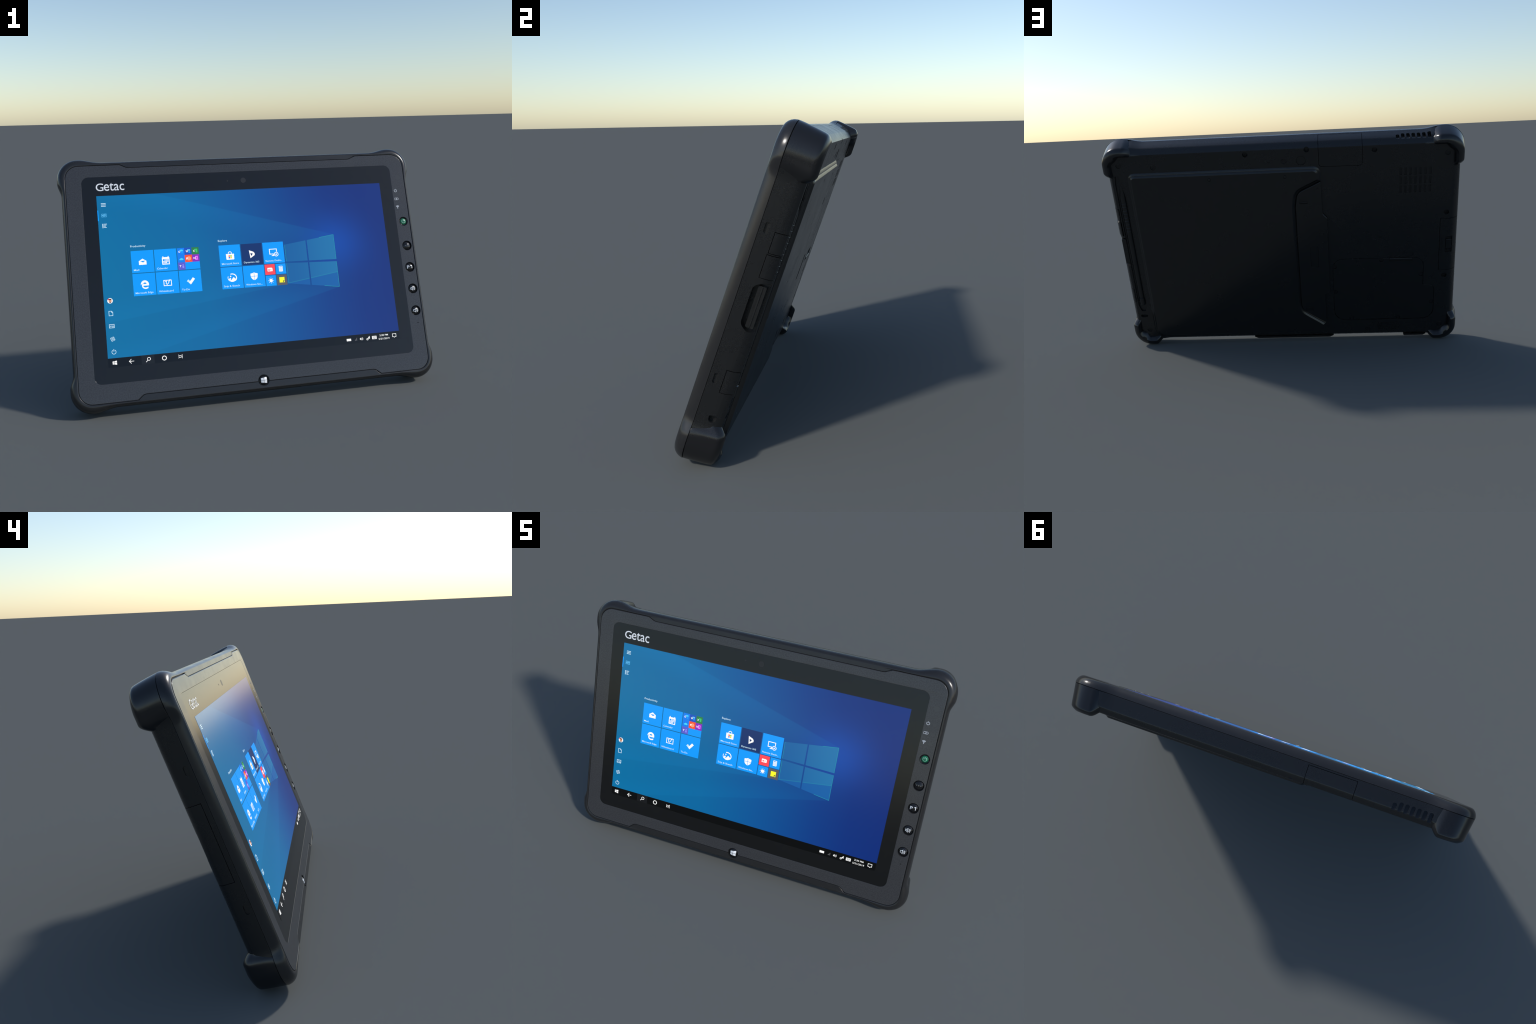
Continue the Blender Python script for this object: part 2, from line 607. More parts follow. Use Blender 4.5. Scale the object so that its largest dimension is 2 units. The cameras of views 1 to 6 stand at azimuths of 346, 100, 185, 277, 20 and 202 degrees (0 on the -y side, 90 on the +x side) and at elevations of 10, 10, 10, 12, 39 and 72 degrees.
# glass
gl = inset(glass_hole, -0.0040)
touch_glass = new_object("touch_glass", bm_to_mesh(prism(gl, -0.0065, 0.0), "touch_glass"), "glass", smooth=35)
logo = join_meshes([text_mesh("G", -0.8025, 0.4562, 0.0400, 0.0430, 0.0006, bold=0.006), text_mesh("etac", -0.7600, 0.4562, 0.1065, 0.0560, 0.0006, bold=0.004)], "logo_lettering")
new_object("logo_lettering", logo, "print", touch_glass)
new_object("front_camera", bm_to_mesh(loft([at(disc(0, 0.481, 0.0150), 0.0), at(disc(0, 0.481, 0.0150), 0.0005)]), "front_camera"), "camera_ring", touch_glass)
new_object("light_sensor", bm_to_mesh(loft([at(disc(-0.0886, 0.481, 0.0042, 16), 0.0), at(disc(-0.0886, 0.481, 0.0042, 16), 0.0005)]), "light_sensor"), "camera_ring", touch_glass)

# ---------------------------------------------------------------- display
K = 1.606 / 1366.0                       # one screen pixel
SX, SY = -0.803, 0.4285                  # screen pixel (0, 0)


def px(x, y):
    return (SX + x * K, SY - y * K)


def pxs(poly, cx=0.0, cy=0.0, s=1.0):
    return [px(cx + p[0] * s, cy + p[1] * s) for p in poly]


LAYER = [0.0005 + 0.00045 * i for i in range(6)]
screen_poly = [px(0, 0), px(1366, 0), px(1366, 728.5), px(0, 728.5)]
display = new_object("display", flat([screen_poly], LAYER[0]), "wall")


def lit(name, polys, mat, layer):
    return new_object(name, flat(polys, LAYER[layer], 0.00008), mat, display)


def box(x0, y0, x1, y1):
    return [(x0, y0), (x1, y0), (x1, y1), (x0, y1)]


def label(name, body, x, base, width, cap, mat, layer, bold=0.006):
    p = px(x, base)
    return new_object(name, text_mesh(body, p[0], p[1], width * K, cap * K, LAYER[layer], bold), mat, display)


lit("task_bar", [pxs(box(0, 728.5, 1366, 768))], "g_bar", 0)
lit("task_bar_highlight", [pxs(box(144, 729, 200.5, 768))], "g_barhi", 1)

# light window of the wallpaper: four panes with a gap cross
WL, WR = 0.1955, 0.4852


def wtop(x):
    return 0.1032 + (x - WL) * (0.1434 - 0.1032) / (WR - WL)


def wbot(x):
    return -0.1137 + (x - WL) * (-0.1530 + 0.1137) / (WR - WL)


for xa, xb in ((WL, 0.3185), (0.3265, WR)):
    for up in (True, False):
        if up:
            lit("window_pane", [[(xa, 0.0085 - (xa - WL) * 0.02), (xb, 0.0085 - (xb - WL) * 0.02), (xb, wtop(xb)), (xa, wtop(xa))]], "pane", 1)
        else:
            lit("window_pane", [[(xa, wbot(xa)), (xb, wbot(xb)), (xb, -0.0005 - (xb - WL) * 0.03), (xa, -0.0005 - (xa - WL) * 0.03)]], "pane", 1)
for pts in ([(WL, wtop(WL)), (WL, 0.010)], [(WL, -0.002), (WL, wbot(WL))], [(WR, wtop(WR)), (WR, 0.003)], [(WR, -0.010), (WR, wbot(WR))],
            [(0.40, wtop(0.40)), (WR, wtop(WR))], [(0.40, wbot(0.40)), (WR, wbot(WR))]):
    lit("window_pane_edge", stroke(pts, 0.0022), "g_teal", 2)

# --- tiles -------------------------------------------------------------
TX1, TX2, TY = 133.0, 534.3, 261.0


def tile(x, y, s, mat="g_tile"):
    return lit("app_tile", [pxs(box(x, y, x + s, y + s))], mat, 1)


def icon(polys, cx, cy, mat="g_white", layer=2, s=1.0, name="app_icon"):
    return lit(name, [pxs(p, cx, cy, s) for p in polys], mat, layer)


label("group_heading", "Productivity", 133, 243.5, 68, 9.2, "g_text", 1)
label("group_heading", "Explore", 534, 243.5, 42.5, 9.2, "g_text", 1)
grid1 = [("Mail", 0, 0, 24), ("Calendar", 1, 0, 49), ("Microsoft Edge", 0, 1, 79), ("Whiteboard", 1, 1, 66), ("To-Do", 2, 1, 35)]
for body, c, r, wd in grid1:
    x, y = TX1 + 104 * c, TY + 104 * r
    tile(x, y, 100)
    label("tile_label", body, x + 8, y + 91, wd, 8.2, "g_text", 2)
grid2 = [("Microsoft Store", 0, 0, 80), ("Dynamics 365", 1, 0, 73), ("Remote Deskt...", 2, 0, 79), ("Snip & Sketch", 0, 1, 74), ("Windows Sec...", 1, 1, 77)]
for body, c, r, wd in grid2:
    x, y = TX2 + 104 * c, TY + 104 * r
    tile(x, y, 100, "g_navy" if (c, r) == (1, 0) else "g_tile")
    label("tile_label", body, x + 8, y + 91, wd, 8.2, "g_text", 2)

# mail
cx, cy = TX1 + 50, TY + 50
icon([[(-17, -2), (0, -13), (17, -2), (17, 15), (-17, 15)], [(-11.5, -2.5), (12.5, -3), (2, 5)]], cx, cy)
# calendar
cx, cy = TX1 + 154, TY + 52
cal = [(-17, -14), (-14, -14), (-14, -19), (-10, -19), (-10, -15), (10, -15), (10, -19), (14, -19), (14, -14), (17, -14), (17, 19), (-17, 19)]
icon([cal, box(-13, -6, 13, 15)], cx, cy)
days = [box(-11.5 + 6 * i, -4 + 6.2 * j, -6.9 + 6 * i, 0.6 + 6.2 * j) for j in range(3) for i in range(4) if not (j == 0 and i == 0) and not (j == 2 and i == 3)]
icon(days, cx, cy, name="app_icon_detail")
# e-shaped browser sign, drawn as one stroke of varying sweep
cx, cy = TX1 + 51, TY + 104 + 51
icon([arc(1, -1, 18, -175, 5, 22, 18) + [(19, 5), (-7, 5)] + [(-6, 9), (-2, 12.5), (4, 13.5), (10, 12.5), (15.5, 9.5), (15.5, 17), (9, 19.5), (2, 20), (-5, 18), (-10.5, 13), (-12.5, 6), (-11.5, -1), (-8, -6), (-13, -3), (-17, 2)],
      [(-6.5, -2.5), (8.5, -2.5), (7.5, -7), (3, -9.5), (-2, -9), (-5.5, -6)]], cx, cy)
# drawing board
cx, cy = TX1 + 154, TY + 104 + 50
icon(stroke([(-17, -11), (17, -11), (17, 13), (-17, 13)], 3.2, True), cx, cy)
icon(stroke([(-11, -5), (-5, -7), (-7, 4), (-3, 8), (3, 3), (6, -2)], 3.0), cx, cy, name="app_icon_detail")
icon(stroke([(-7.5, 0), (0, -11)], 4.0), cx + 12, cy - 3, layer=3, name="app_icon_detail")
# tick
cx, cy = TX1 + 260, TY + 104 + 50
icon([[(-9.5, 7.4), (9.6, -16), (19, -8.5), (-1.7, 16)]], cx, cy)
icon([[(-19, 0), (-11.7, -7.9), (-4.2, 0.8), (-9.9, 7.8)]], cx, cy, "g_text")

# small office grid of the third tile
sx, sy, sp = TX1 + 208, TY, 100 / 3.0
tile(sx, sy, 100)
cells = [(0, 0, "g_outlook", "O", "g_cyan"), (1, 0, "g_word", "W", "g_sky"), (2, 0, "g_excel", "X", "g_mint"), (0, 1, "g_outlook", "", "g_cyan"),
         (1, 1, "g_point", "P", "g_peach"), (2, 1, "g_note", "N", "g_pink"), (0, 2, "g_team", "T", "g_lav")]
for c, r, mat, ch, deco in cells:
    x, y = sx + sp * c, sy + sp * r
    lit("app_tile_small", [pxs(box(x, y, x + sp, y + sp))], mat, 2)
    mx, my = x + sp / 2, y + sp / 2
    if ch == "":
        icon([[(-9, 5), (-9, 2), (-5, -1), (0, -4), (5, -2), (9, 0), (10, 4), (8, 6), (-7, 6)]], mx, my, deco, 3)
        continue
    if ch == "P":
        icon([arc(2, 0, 9.5, 0, 360, 24)[:-1]], mx, my, deco, 3)
    elif ch == "T":
        icon([disc(6, -5, 3.2, 12)], mx, my, deco, 3)
        icon([box(2, -1, 10, 9)], mx, my, deco, 3)
    elif ch == "N":
        icon([box(-3, -9, 10, 9), box(3, -4, 6, 3)], mx, my, deco, 3)
    else:
        icon([box(-3, -9, 10, -2)], mx, my, deco, 3)
        icon([box(2, -2, 10, 8)], mx, my, "g_tile" if ch in "OW" else "g_mint", 3)
    p = px(mx - 10.5, my + 4.5)
    new_object("app_icon", text_mesh(ch, p[0], p[1], (11 if ch == "W" else 8.5) * K, 9 * K, LAYER[4], 0.03), "g_white", display)

# shop bag
cx, cy = TX2 + 50, TY + 50
icon([[(-19, -8), (19, -8), (18.5, 17), (16, 19), (-16, 19), (-18.5, 17)]], cx, cy)
icon(stroke([(-8, -8.2)] + arc(0, -11, 7.5, 180, 360, 12, 7) + [(8, -8.2)], 3.0), cx, cy)
for i, (dx, dy, mat) in enumerate(((-7.5, -1.5, "g_orange"), (0.8, -1.5, "g_lime"), (-7.5, 6.5, "g_outlook"), (0.8, 6.5, "g_gold"))):
    icon([box(dx, dy, dx + 6.8, dy + 6.8)], cx, cy, mat, 3, name="app_icon_detail")
# folded ribbon triangle
cx, cy = TX2 + 154, TY + 50
icon([[(-13, -19), (7, -11), (13, -4), (13, 5), (-9, 19)], [(-7.5, -6), (4.5, -2), (-4.5, 9)]], cx, cy)
# remote screen
cx, cy = TX2 + 258, TY + 50
icon(stroke([(-19, -17), (15, -17), (15, 6), (-19, 6)], 3.6, True), cx, cy)
icon([box(-10, 12, 4, 15.5)], cx, cy)
icon([box(-4, 7.9, 1, 12.2)], cx, cy)
icon([disc(12, 8, 12, 28)], cx, cy, "g_tile", 3, name="app_icon_detail")
icon([disc(12, 8, 10.5, 28), disc(12, 8, 7.4, 28)], cx, cy, "g_white", 4, name="app_icon_detail")
icon(stroke([(8, 11), (11, 8), (10, 5)], 2.2) + stroke([(16, 5), (13, 8), (14, 11)], 2.2), cx, cy, "g_white", 4, name="app_icon_detail")
# cut-out picture
cx, cy = TX2 + 50, TY + 104 + 50
icon(stroke(arc(0, 0, 20, -110, 50, 20, 18), 4.4), cx, cy)
icon(stroke(arc(0, 0, 20, 205, 130, 12, 18), 2.6), cx, cy)
icon([arc(0, 1, 19, 130, 20, 16, 18) + [(6, -3), (-6, 11), (-9, 6)]], cx, cy, layer=3)
icon([disc(-7, -7, 3.2, 14)], cx, cy, name="app_icon_detail")
icon([[(-17, 7), (-10, -1), (-5.5, 3.5), (-12, 12)]], cx, cy, layer=2, name="app_icon_detail")
# shield in four pieces
cx, cy = TX2 + 154, TY + 104 + 50
for s in (1, -1):
    icon([[(0.9 * s, -18), (7 * s, -14.5), (17 * s, -13), (17 * s, -0.9), (0.9 * s, -0.9)]], cx, cy)
    icon([[(0.9 * s, 0.9), (16.6 * s, 0.9), (13.5 * s, 9), (8 * s, 14.5), (0.9 * s, 18.5)]], cx, cy)
# four small tiles
qx, qy = TX2 + 208, TY + 104
tile(qx, qy, 48.5, "g_red")
tile(qx + 52.5, qy, 48.5)
tile(qx, qy + 52.5, 48.5)
tile(qx + 52.5, qy + 52.5, 48.5, "g_grey")
icon([round_poly([(-12, -8, 2), (9, -8, 2), (9, -6, 0), (12.5, -6, 2), (12.5, 9, 2), (-12, 9, 2)], 3), box(-8, -1, -1.5, 5.5), box(1, -1, 7, 0.6), box(1, 2.4, 7, 4)], qx + 24, qy + 24)
icon([round_poly([(-9, -13, 2), (9, -13, 2), (9, 13, 2), (-9, 13, 2)], 3), box(-6.5, -10, 6.5, -6.5)] + [box(-6.5 + 5 * i, -3 + 5 * j, -3.6 + 5 * i, -0.4 + 5 * j) for i in range(3) for j in range(3)], qx + 76.5, qy + 24)
icon([disc(0, 0, 8, 24)], qx + 24, qy + 76.5)
icon([disc(12 * math.cos(i * math.pi / 4), 12 * math.sin(i * math.pi / 4), 1.5, 8) for i in range(8)], qx + 24, qy + 76.5, name="app_icon_detail")
icon([[(-12.5, -12.5), (12.5, -12.5), (12.5, 6), (6, 12.5), (-12.5, 12.5)]], qx + 76.5, qy + 76.5, "g_yellow")
icon([[(4, 4), (12.5, 4), (4, 12.5)]], qx + 76.5, qy + 76.5, "g_dark", 3, name="app_icon_detail")
icon([[(12.5, 6.5), (12.5, 12.5), (6.5, 12.5)]], qx + 76.5, qy + 76.5, "g_yellow", 3, name="app_icon_detail")

# --- rail of small signs on the left ----------------------------------
lit("accent_bar", [pxs(box(0, 66.5, 4.2, 115))], "g_tile", 1)


def sign(polys, cx, cy, mat="g_icon", layer=1, s=1.0):
    return icon(polys, cx, cy, mat, layer, s, "menu_icon")


sign([box(-10.5, -7.6, 10.5, -4.8), box(-10.5, -1.4, 10.5, 1.4), box(-10.5, 4.8, 10.5, 7.6)], 28.5, 41.7)
for dx, dy, w2, h2 in ((-6, -4, 4.2, 2.8), (-6, 4, 4.2, 2.8), (5.5, -4.5, 4.2, 2.2), (5.5, 3.5, 4.2, 3.4)):
    sign(stroke(box(dx - w2, dy - h2, dx + w2, dy + h2), 1.7, True), 28.2, 90.3, "g_sky")
sign([box(-10.5, -9.6 + 5.2 * i, -5.2, -6 + 5.2 * i) for i in range(4)], 27.8, 138.3)
sign([box(-3, -9.4, 10.5, -7), box(-3, -4.6, 7.5, -2.2), box(-3, 0.6, 5, 3), box(-3, 6, 8.5, 8.6)], 27.8, 138.3)
# round portrait: a plain stand-in
sign([disc(0, 0, 12, 28)], 27, 476.6, "g_white", 1)
sign([[(-11, -4), (-8.5, -8.5), (-3, -11), (-4, -3)]], 27, 476.6, "g_red", 2)
sign([disc(0.5, 1, 6.5, 20)], 27, 476.6, "g_skin", 2)
sign([arc(0.5, -2, 7, 185, 355, 12, 7) + [(5, -3), (-4, -3.5)]], 27, 476.6, "g_hair", 3)
sign([arc(0.5, 3.5, 5.4, 20, 160, 10, 6) + [(-2, 6), (3, 6)]], 27, 476.6, "g_hair", 3)
sign(stroke([(-8, -10), (3, -10), (8.5, -4.5), (8.5, 10), (-8, 10)], 2.3, True), 26.5, 532.6)
sign([[(2.2, -9), (8, -3.4), (2.2, -3.4)]], 26.5, 532.6, layer=2)
sign(stroke(box(-10.5, -7.5, 10.5, 7.5), 2.3, True), 26.8, 588.8)
sign(stroke([(-9, 4), (-3.5, -2.5), (3, 4), (5.5, 1.5), (9, 5)], 2.0), 26.8, 588.8, layer=2)
sign([disc(5, -3, 1.6, 10)], 26.8, 588.8, layer=2)
gear = []
for i in range(16):
    rr = 10.6 if (i % 4) in (0, 1) else 8.6
    t = 2 * math.pi * (i + 0.5) / 16
    gear.append((rr * math.cos(t), rr * math.sin(t)))
sign([gear, disc(0, 0, 7.2, 20)], 26.8, 645.4)
sign([disc(0, 0, 4.4, 18), disc(0, 0, 2.4, 14)], 26.8, 645.4)
sign(stroke(arc(0, 1, 9, -62, 242, 28), 2.3), 27.9, 701)
sign([box(-1.3, -11.5, 1.3, -1)], 27.9, 701)

# --- task bar signs ----------------------------------------------------


def bar(polys, cx, cy, mat="g_white", layer=2):
    return icon(polys, cx, cy, mat, layer, 1.0, "task_bar_icon")


bar([[(-9.5, -6.2), (-1, -7.4), (-1, -0.8), (-9.5, -0.8)], [(0.4, -7.6), (9.5, -9), (9.5, -0.8), (0.4, -0.8)],
     [(-9.5, 0.6), (-1, 0.6), (-1, 7.2), (-9.5, 6)], [(0.4, 0.6), (9.5, 0.6), (9.5, 9), (0.4, 7.5)]], 28, 749)
bar(stroke([(-0.5, -9.5), (-10, 0), (-0.5, 9.5)], 2.4), 100.5, 749)
bar([box(-9, -1.2, 11, 1.2)], 100.5, 749, layer=3)
bar([disc(3, -3, 7.8, 26), disc(3, -3, 5.3, 26)], 173.4, 749)
bar([[(-3.9, 1.9), (-1.9, 3.9), (-9.2, 11), (-11, 9.2)]], 173.4, 749)
bar([disc(0, 0, 10.6, 30), disc(0, 0, 7.2, 30)], 244, 749)
bar(stroke(box(-7, -4, 3, 4), 2.0, True), 315.7, 749)
bar([box(-9, -8.6, -7, -5.6), box(-9, 5.6, -7, 8.6), box(-7, -7.6, 3, -5.8), box(-7, 5.8, 3, 7.6), box(3, -8.6, 5, -5.6), box(3, 5.6, 5, 8.6), box(6.6, -8.6, 9, -3), box(6.6, -1.5, 9, 3.5), box(6.6, 5, 9, 8.6)], 315.7, 749)
bar([box(-11, -5.5, 11, 5.5)], 1110, 749.5)
bar([[(-6, 6), (1, -3), (1, 6)], [(2.2, -4.5), (6, -8), (6, 6), (2.2, 6)]], 1144.6, 750, "g_grey")
bar([[(-8, -3), (-5, -3), (-1, -7), (-1, 7), (-5, 3), (-8, 3)]], 1173, 750)
bar(stroke(arc(-1, 0, 4.2, -50, 50, 8), 1.6) + stroke(arc(-1, 0, 8.2, -50, 50, 8), 1.6), 1173, 750)
bar(stroke(arc(-4.5, 4.5, 3.6, 0, 360, 16)[:-1], 2.4, True), 1206.6, 750)
bar(stroke([(-1.5, 1.5), (7.5, -9)], 3.4), 1206.6, 750, layer=3)
bar([disc(5.5, -1, 3.6, 14)], 1206.6, 750)
bar([round_poly([(-11.5, -7.5, 1.5), (11.5, -7.5, 1.5), (11.5, 7.5, 1.5), (-11.5, 7.5, 1.5)], 3)] + [box(-8.6 + 4.6 * i, -4.6, -5.6 + 4.6 * i, -2) for i in range(4)] + [box(-6.5 + 4.6 * i, -0.8, -3.5 + 4.6 * i, 1.4) for i in range(3)] + [box(-6, 3, 6, 5)], 1237.5, 749.3)
label("clock_text", "2:30 PM", 1264.5, 745.8, 43, 8.4, "g_white", 2)
label("clock_text", "5/21/2019", 1258.5, 762.2, 55, 8.4, "g_white", 2)
bar(stroke([(-9, -8), (9, -8), (9, 5.5), (3.5, 5.5), (0, 9), (-3.5, 5.5), (-9, 5.5)], 2.3, True), 1339, 748.6)

# ---------------------------------------------------------------- front buttons and prints


def dome_w(x, v, cx, cy, r, base, h):
    d2 = (x - cx) ** 2 + (v - cy) ** 2
    R = (r * r + h * h) / (2 * h)
    return base + h - R + math.sqrt(max(1e-9, R * R - d2))


def dome(name, cx, cy, r, base, h, mat):
    rings = [at(disc(cx, cy, r, 40), -0.009)]
    for i in range(9):
        rr = r * math.cos(math.pi / 2 * i / 9)
        rings.append([(p[0], p[1], dome_w(p[0], p[1], cx, cy, r, base, h)) for p in disc(cx, cy, rr, 40)])
    return new_object(name, bm_to_mesh(loft(rings), name), mat, smooth=50)


def on_dome(name, polys_or_mesh, cx, cy, r, base, h, mat, parent):
    me = flat(polys_or_mesh, 0.0, 0.0) if isinstance(polys_or_mesh, list) else polys_or_mesh
    bm = bmesh.new()
    bm.from_mesh(me)
    bmesh.ops.triangulate(bm, faces=bm.faces[:])
    bmesh.ops.subdivide_edges(bm, edges=[e for e in bm.edges if e.calc_length() > 0.004], cuts=3, use_grid_fill=True)
    for q in bm.verts:
        q.co.z = dome_w(q.co.x, q.co.y, cx, cy, r, base, h) + 0.0005
    me2 = bpy.data.meshes.new(name)
    bm.to_mesh(me2)
    bm.free()
    for p in me2.polygons:
        if p.normal.z < 0:
            p.flip()
    return new_object(name, me2, mat, parent)


def mm(polys, cx, cy, s=1.0):
    return [[(cx + p[0] * s, cy + p[1] * s) for p in q] for q in polys]


BR_, BH, BB = 0.0262, 0.0092, -0.0072
b = dome("function_button", 0.9225, 0.0524, BR_, BB, BH, "cap")
on_dome("function_button_symbol", mm([disc(-0.011, 0, 0.0016, 10), disc(0, 0, 0.0016, 10), disc(0.011, 0, 0.0016, 10)], 0.9225, 0.0535), 0.9225, 0.0524, BR_, BB, BH, "print_grey", b)
b = dome("function_button", 0.9225, -0.0727, BR_, BB, BH, "cap")
on_dome("function_button_symbol", join_meshes([text_mesh("P", 0.9225 - 0.0170, -0.0727 - 0.0085, 0.0135, 0.0185, 0, 0.01), flat(mm([[(0.0040, 0.0065), (0.0105, 0.0100), (0.0133, 0.0100), (0.0133, -0.0085), (0.0103, -0.0085), (0.0103, 0.0062), (0.0050, 0.0040)]], 0.9225, -0.0727), 0.0, 0.0)], "symbol"), 0.9225, -0.0727, BR_, BB, BH, "print", b)
for cy in (-0.1973, -0.3225):
    b = dome("volume_button", 0.9225, cy, BR_, BB, BH, "cap")
    spk = stroke([(-0.0135, 0.0045), (-0.0085, 0.0045), (-0.0015, 0.0105), (-0.0015, -0.0105), (-0.0085, -0.0045), (-0.0135, -0.0045)], 0.0024, True)
    if cy > -0.25:
        spk += [[(-0.0095, -0.0010), (-0.0045, -0.0010), (-0.0045, 0.0010), (-0.0095, 0.0010)]]
    spk += stroke(arc(-0.001, 0, 0.0068, -48, 48, 8, 0.0085), 0.0022) + stroke(arc(-0.001, 0, 0.0120, -48, 48, 8, 0.0135), 0.0022)
    on_dome("volume_button_symbol", mm(spk, 0.9225, cy), 0.9225, cy, BR_, BB, BH, "print", b)
b = dome("home_button", 0.0, -0.6200, 0.0262, BB, BH, "cap")
wl = [[(-0.0165, 0.0125), (-0.0010, 0.0146), (-0.0010, 0.0008), (-0.0165, 0.0008)], [(0.0012, 0.0150), (0.0185, 0.0175), (0.0185, 0.0008), (0.0012, 0.0008)],
      [(-0.0165, -0.0012), (-0.0010, -0.0012), (-0.0010, -0.0148), (-0.0165, -0.0126)], [(0.0012, -0.0012), (0.0185, -0.0012), (0.0185, -0.0174), (0.0012, -0.0151)]]
on_dome("home_button_symbol", mm(wl, 0.0, -0.6200, 0.92), 0.0, -0.6200, 0.0262, BB, BH, "print", b)
b = dome("power_button", 0.921, 0.1953, 0.0178, -0.0040, 0.0045, "green")
on_dome("power_button_symbol", mm(stroke(arc(0, 0, 0.0098, 118, 422, 24), 0.0019) + [[(-0.001, 0.0025), (0.001, 0.0025), (0.001, 0.0125), (-0.001, 0.0125)]], 0.921, 0.1953), 0.921, 0.1953, 0.0178, -0.0040, 0.0045, "print_green", b)
ring = [at(disc(0.921, 0.1953, r, 40), w) for r, w in ((0.0262, -0.009), (0.0262, -0.002), (0.0245, -0.0008), (0.0205, -0.0030), (0.0200, -0.009))]
new_object("power_button_ring", bm_to_mesh(loft(ring, False, False), "power_button_ring"), "cap", smooth=40)

PT = 0.0008
new_object("indicator_symbol", flat(mm(stroke(arc(0, 0, 0.0074, 122, 418, 24), 0.0034) + [[(-0.0015, 0.002), (0.0015, 0.002), (0.0015, 0.0108), (-0.0015, 0.0108)]], 0.8968, 0.3785), PT), "print_grey", front_panel)
new_object("indicator_symbol", flat(mm([round_poly([(-0.0122, -0.0068, 0.001), (0.008, -0.0068, 0.004), (0.0126, -0.003, 0.003), (0.0126, 0.003, 0.003), (0.008, 0.0068, 0.004), (-0.0122, 0.0068, 0.001)], 3),
                                        rrect(-0.0100, -0.0042, -0.0022, 0.0042, 0.001, 2), rrect(0.0022, -0.0042, 0.0092, 0.0042, 0.002, 2)], 0.8970, 0.3294), PT), "print_grey", front_panel)
new_object("indicator_symbol", flat(mm([[(-0.0105, 0.0048), (-0.006, 0.0085), (0, 0.0098), (0.006, 0.0085), (0.0105, 0.0048), (0.0065, 0.0015), (0.0022, -0.002), (0.0022, -0.0095), (-0.0022, -0.0095), (-0.0022, -0.002), (-0.0065, 0.0015)]], 0.8970, 0.2812), PT), "print_grey", front_panel)
for lx, lv, lr in ((0.921, 0.4576, 0.0130), (0.9295, 0.3768, 0.0092), (0.9297, 0.3272, 0.0092), (0.9297, 0.2790, 0.0092)):
    new_object("indicator_light", bm_to_mesh(loft([at(disc(lx, lv, lr, 24), 0.0), at(disc(lx, lv, lr, 24), 0.00065)]), "indicator_light"), "led", front_panel)

# ---------------------------------------------------------------- rear shell
BACK = -0.1462
shell_rings = []
for a, bb, r, w, k in ((0.970, 0.636, 0.080, SEAM - 0.0010, 0.0), (0.9803, 0.6470, 0.089, SEAM - 0.0010, 1.0), (0.9813, 0.6480, 0.090, SEAM - 0.0020, 1.0), (0.9765, 0.6430, 0.088, -0.0800, 0.9),
                       (0.9708, 0.6375, 0.086, -0.1120, 0.7), (0.9680, 0.6325, 0.084, -0.1195, 0.6), (0.9605, 0.6240, 0.080, -0.1300, 0.3), (0.9480, 0.6155, 0.074, -0.1385, 0.1), (0.9310, 0.6085, 0.070, BACK + 0.0014, 0.0), (0.9160, 0.6020, 0.066, BACK, 0.0)):
    # on the pen side the back edge is squarer than on the other
    wide = {-0.1300: 0.0020, -0.1385: 0.0080, BACK + 0.0014: 0.0180, BACK: 0.0300}.get(w, 0.0)
    shell_rings.append([(x + wide * sstep(0.75, 0.90, x), v, w) for x, v in case_outline(a, bb, r, (0.0185 * k, 0.0205 * k), 0.50)])
shell = bm_to_mesh(loft(shell_rings), "rear_shell")


def cut_prism(poly, depth, w_top=None):
    """pocket from behind, `depth` deep into the back"""
    return loft([at(poly, BACK + depth), at(poly, BACK - 0.06)])


def side_prism(poly_vw, x0, x1):
    """polygon in (v, w), extruded in x"""
    return loft([[(x0, p[0], p[1]) for p in poly_vw], [(x1, p[0], p[1]) for p in poly_vw]])


def top_prism(poly_xw, v0, v1):
    return loft([[(p[0], v0, p[1]) for p in poly_xw], [(p[0], v1, p[1]) for p in poly_xw]])


# -- doors are the same solid, cut free with a thin gap ------------------
GAP = 0.0022
doors = []
top_door_out = rrect(-0.4465, 0.4685, -0.2085, 0.75, 0.02, 5)


def door(name, cut, piece, raise_by=None):
    """cut: solid removed from the shell, piece: solid that keeps the door"""
    global shell
    ob = boolean(shell.copy(), [piece], 'INTERSECT')
    if raise_by:
        ob.transform(Matrix.Translation(raise_by))
    shell = boolean(shell, [cut])
    doors.append((name, ob))


def slab(poly, w0, w1):
    return loft([at(poly, w0), at(poly, w1)])


door("top_cover", slab(top_door_out, -0.0525, -0.30), slab(inset(top_door_out, GAP), -0.0525 - GAP, -0.30))
left_door = [(-0.8715, 0.1315), (-0.8715, -0.2025), (-1.1, -0.2025), (-1.1, 0.1315)]
door("side_cover", slab(left_door, -0.0660, -0.30), slab(inset(left_door, GAP), -0.0660 - GAP, -0.30))
for nm, va, vb, wa, up in (("port_cover", 0.2590, 0.1795, -0.0990, 0.0010), ("port_cover", 0.1755, 0.0868, -0.0968, 0.0036), ("port_cover", -0.2770, -0.3700, -0.0968, 0.0008)):
    d = [(0.9400, va), (0.9400, vb), (1.1, vb), (1.1, va)]
    door(nm, slab(d, wa, -0.30), slab(inset(d, GAP), wa - GAP, -0.30), (up, 0, 0) if up else None)

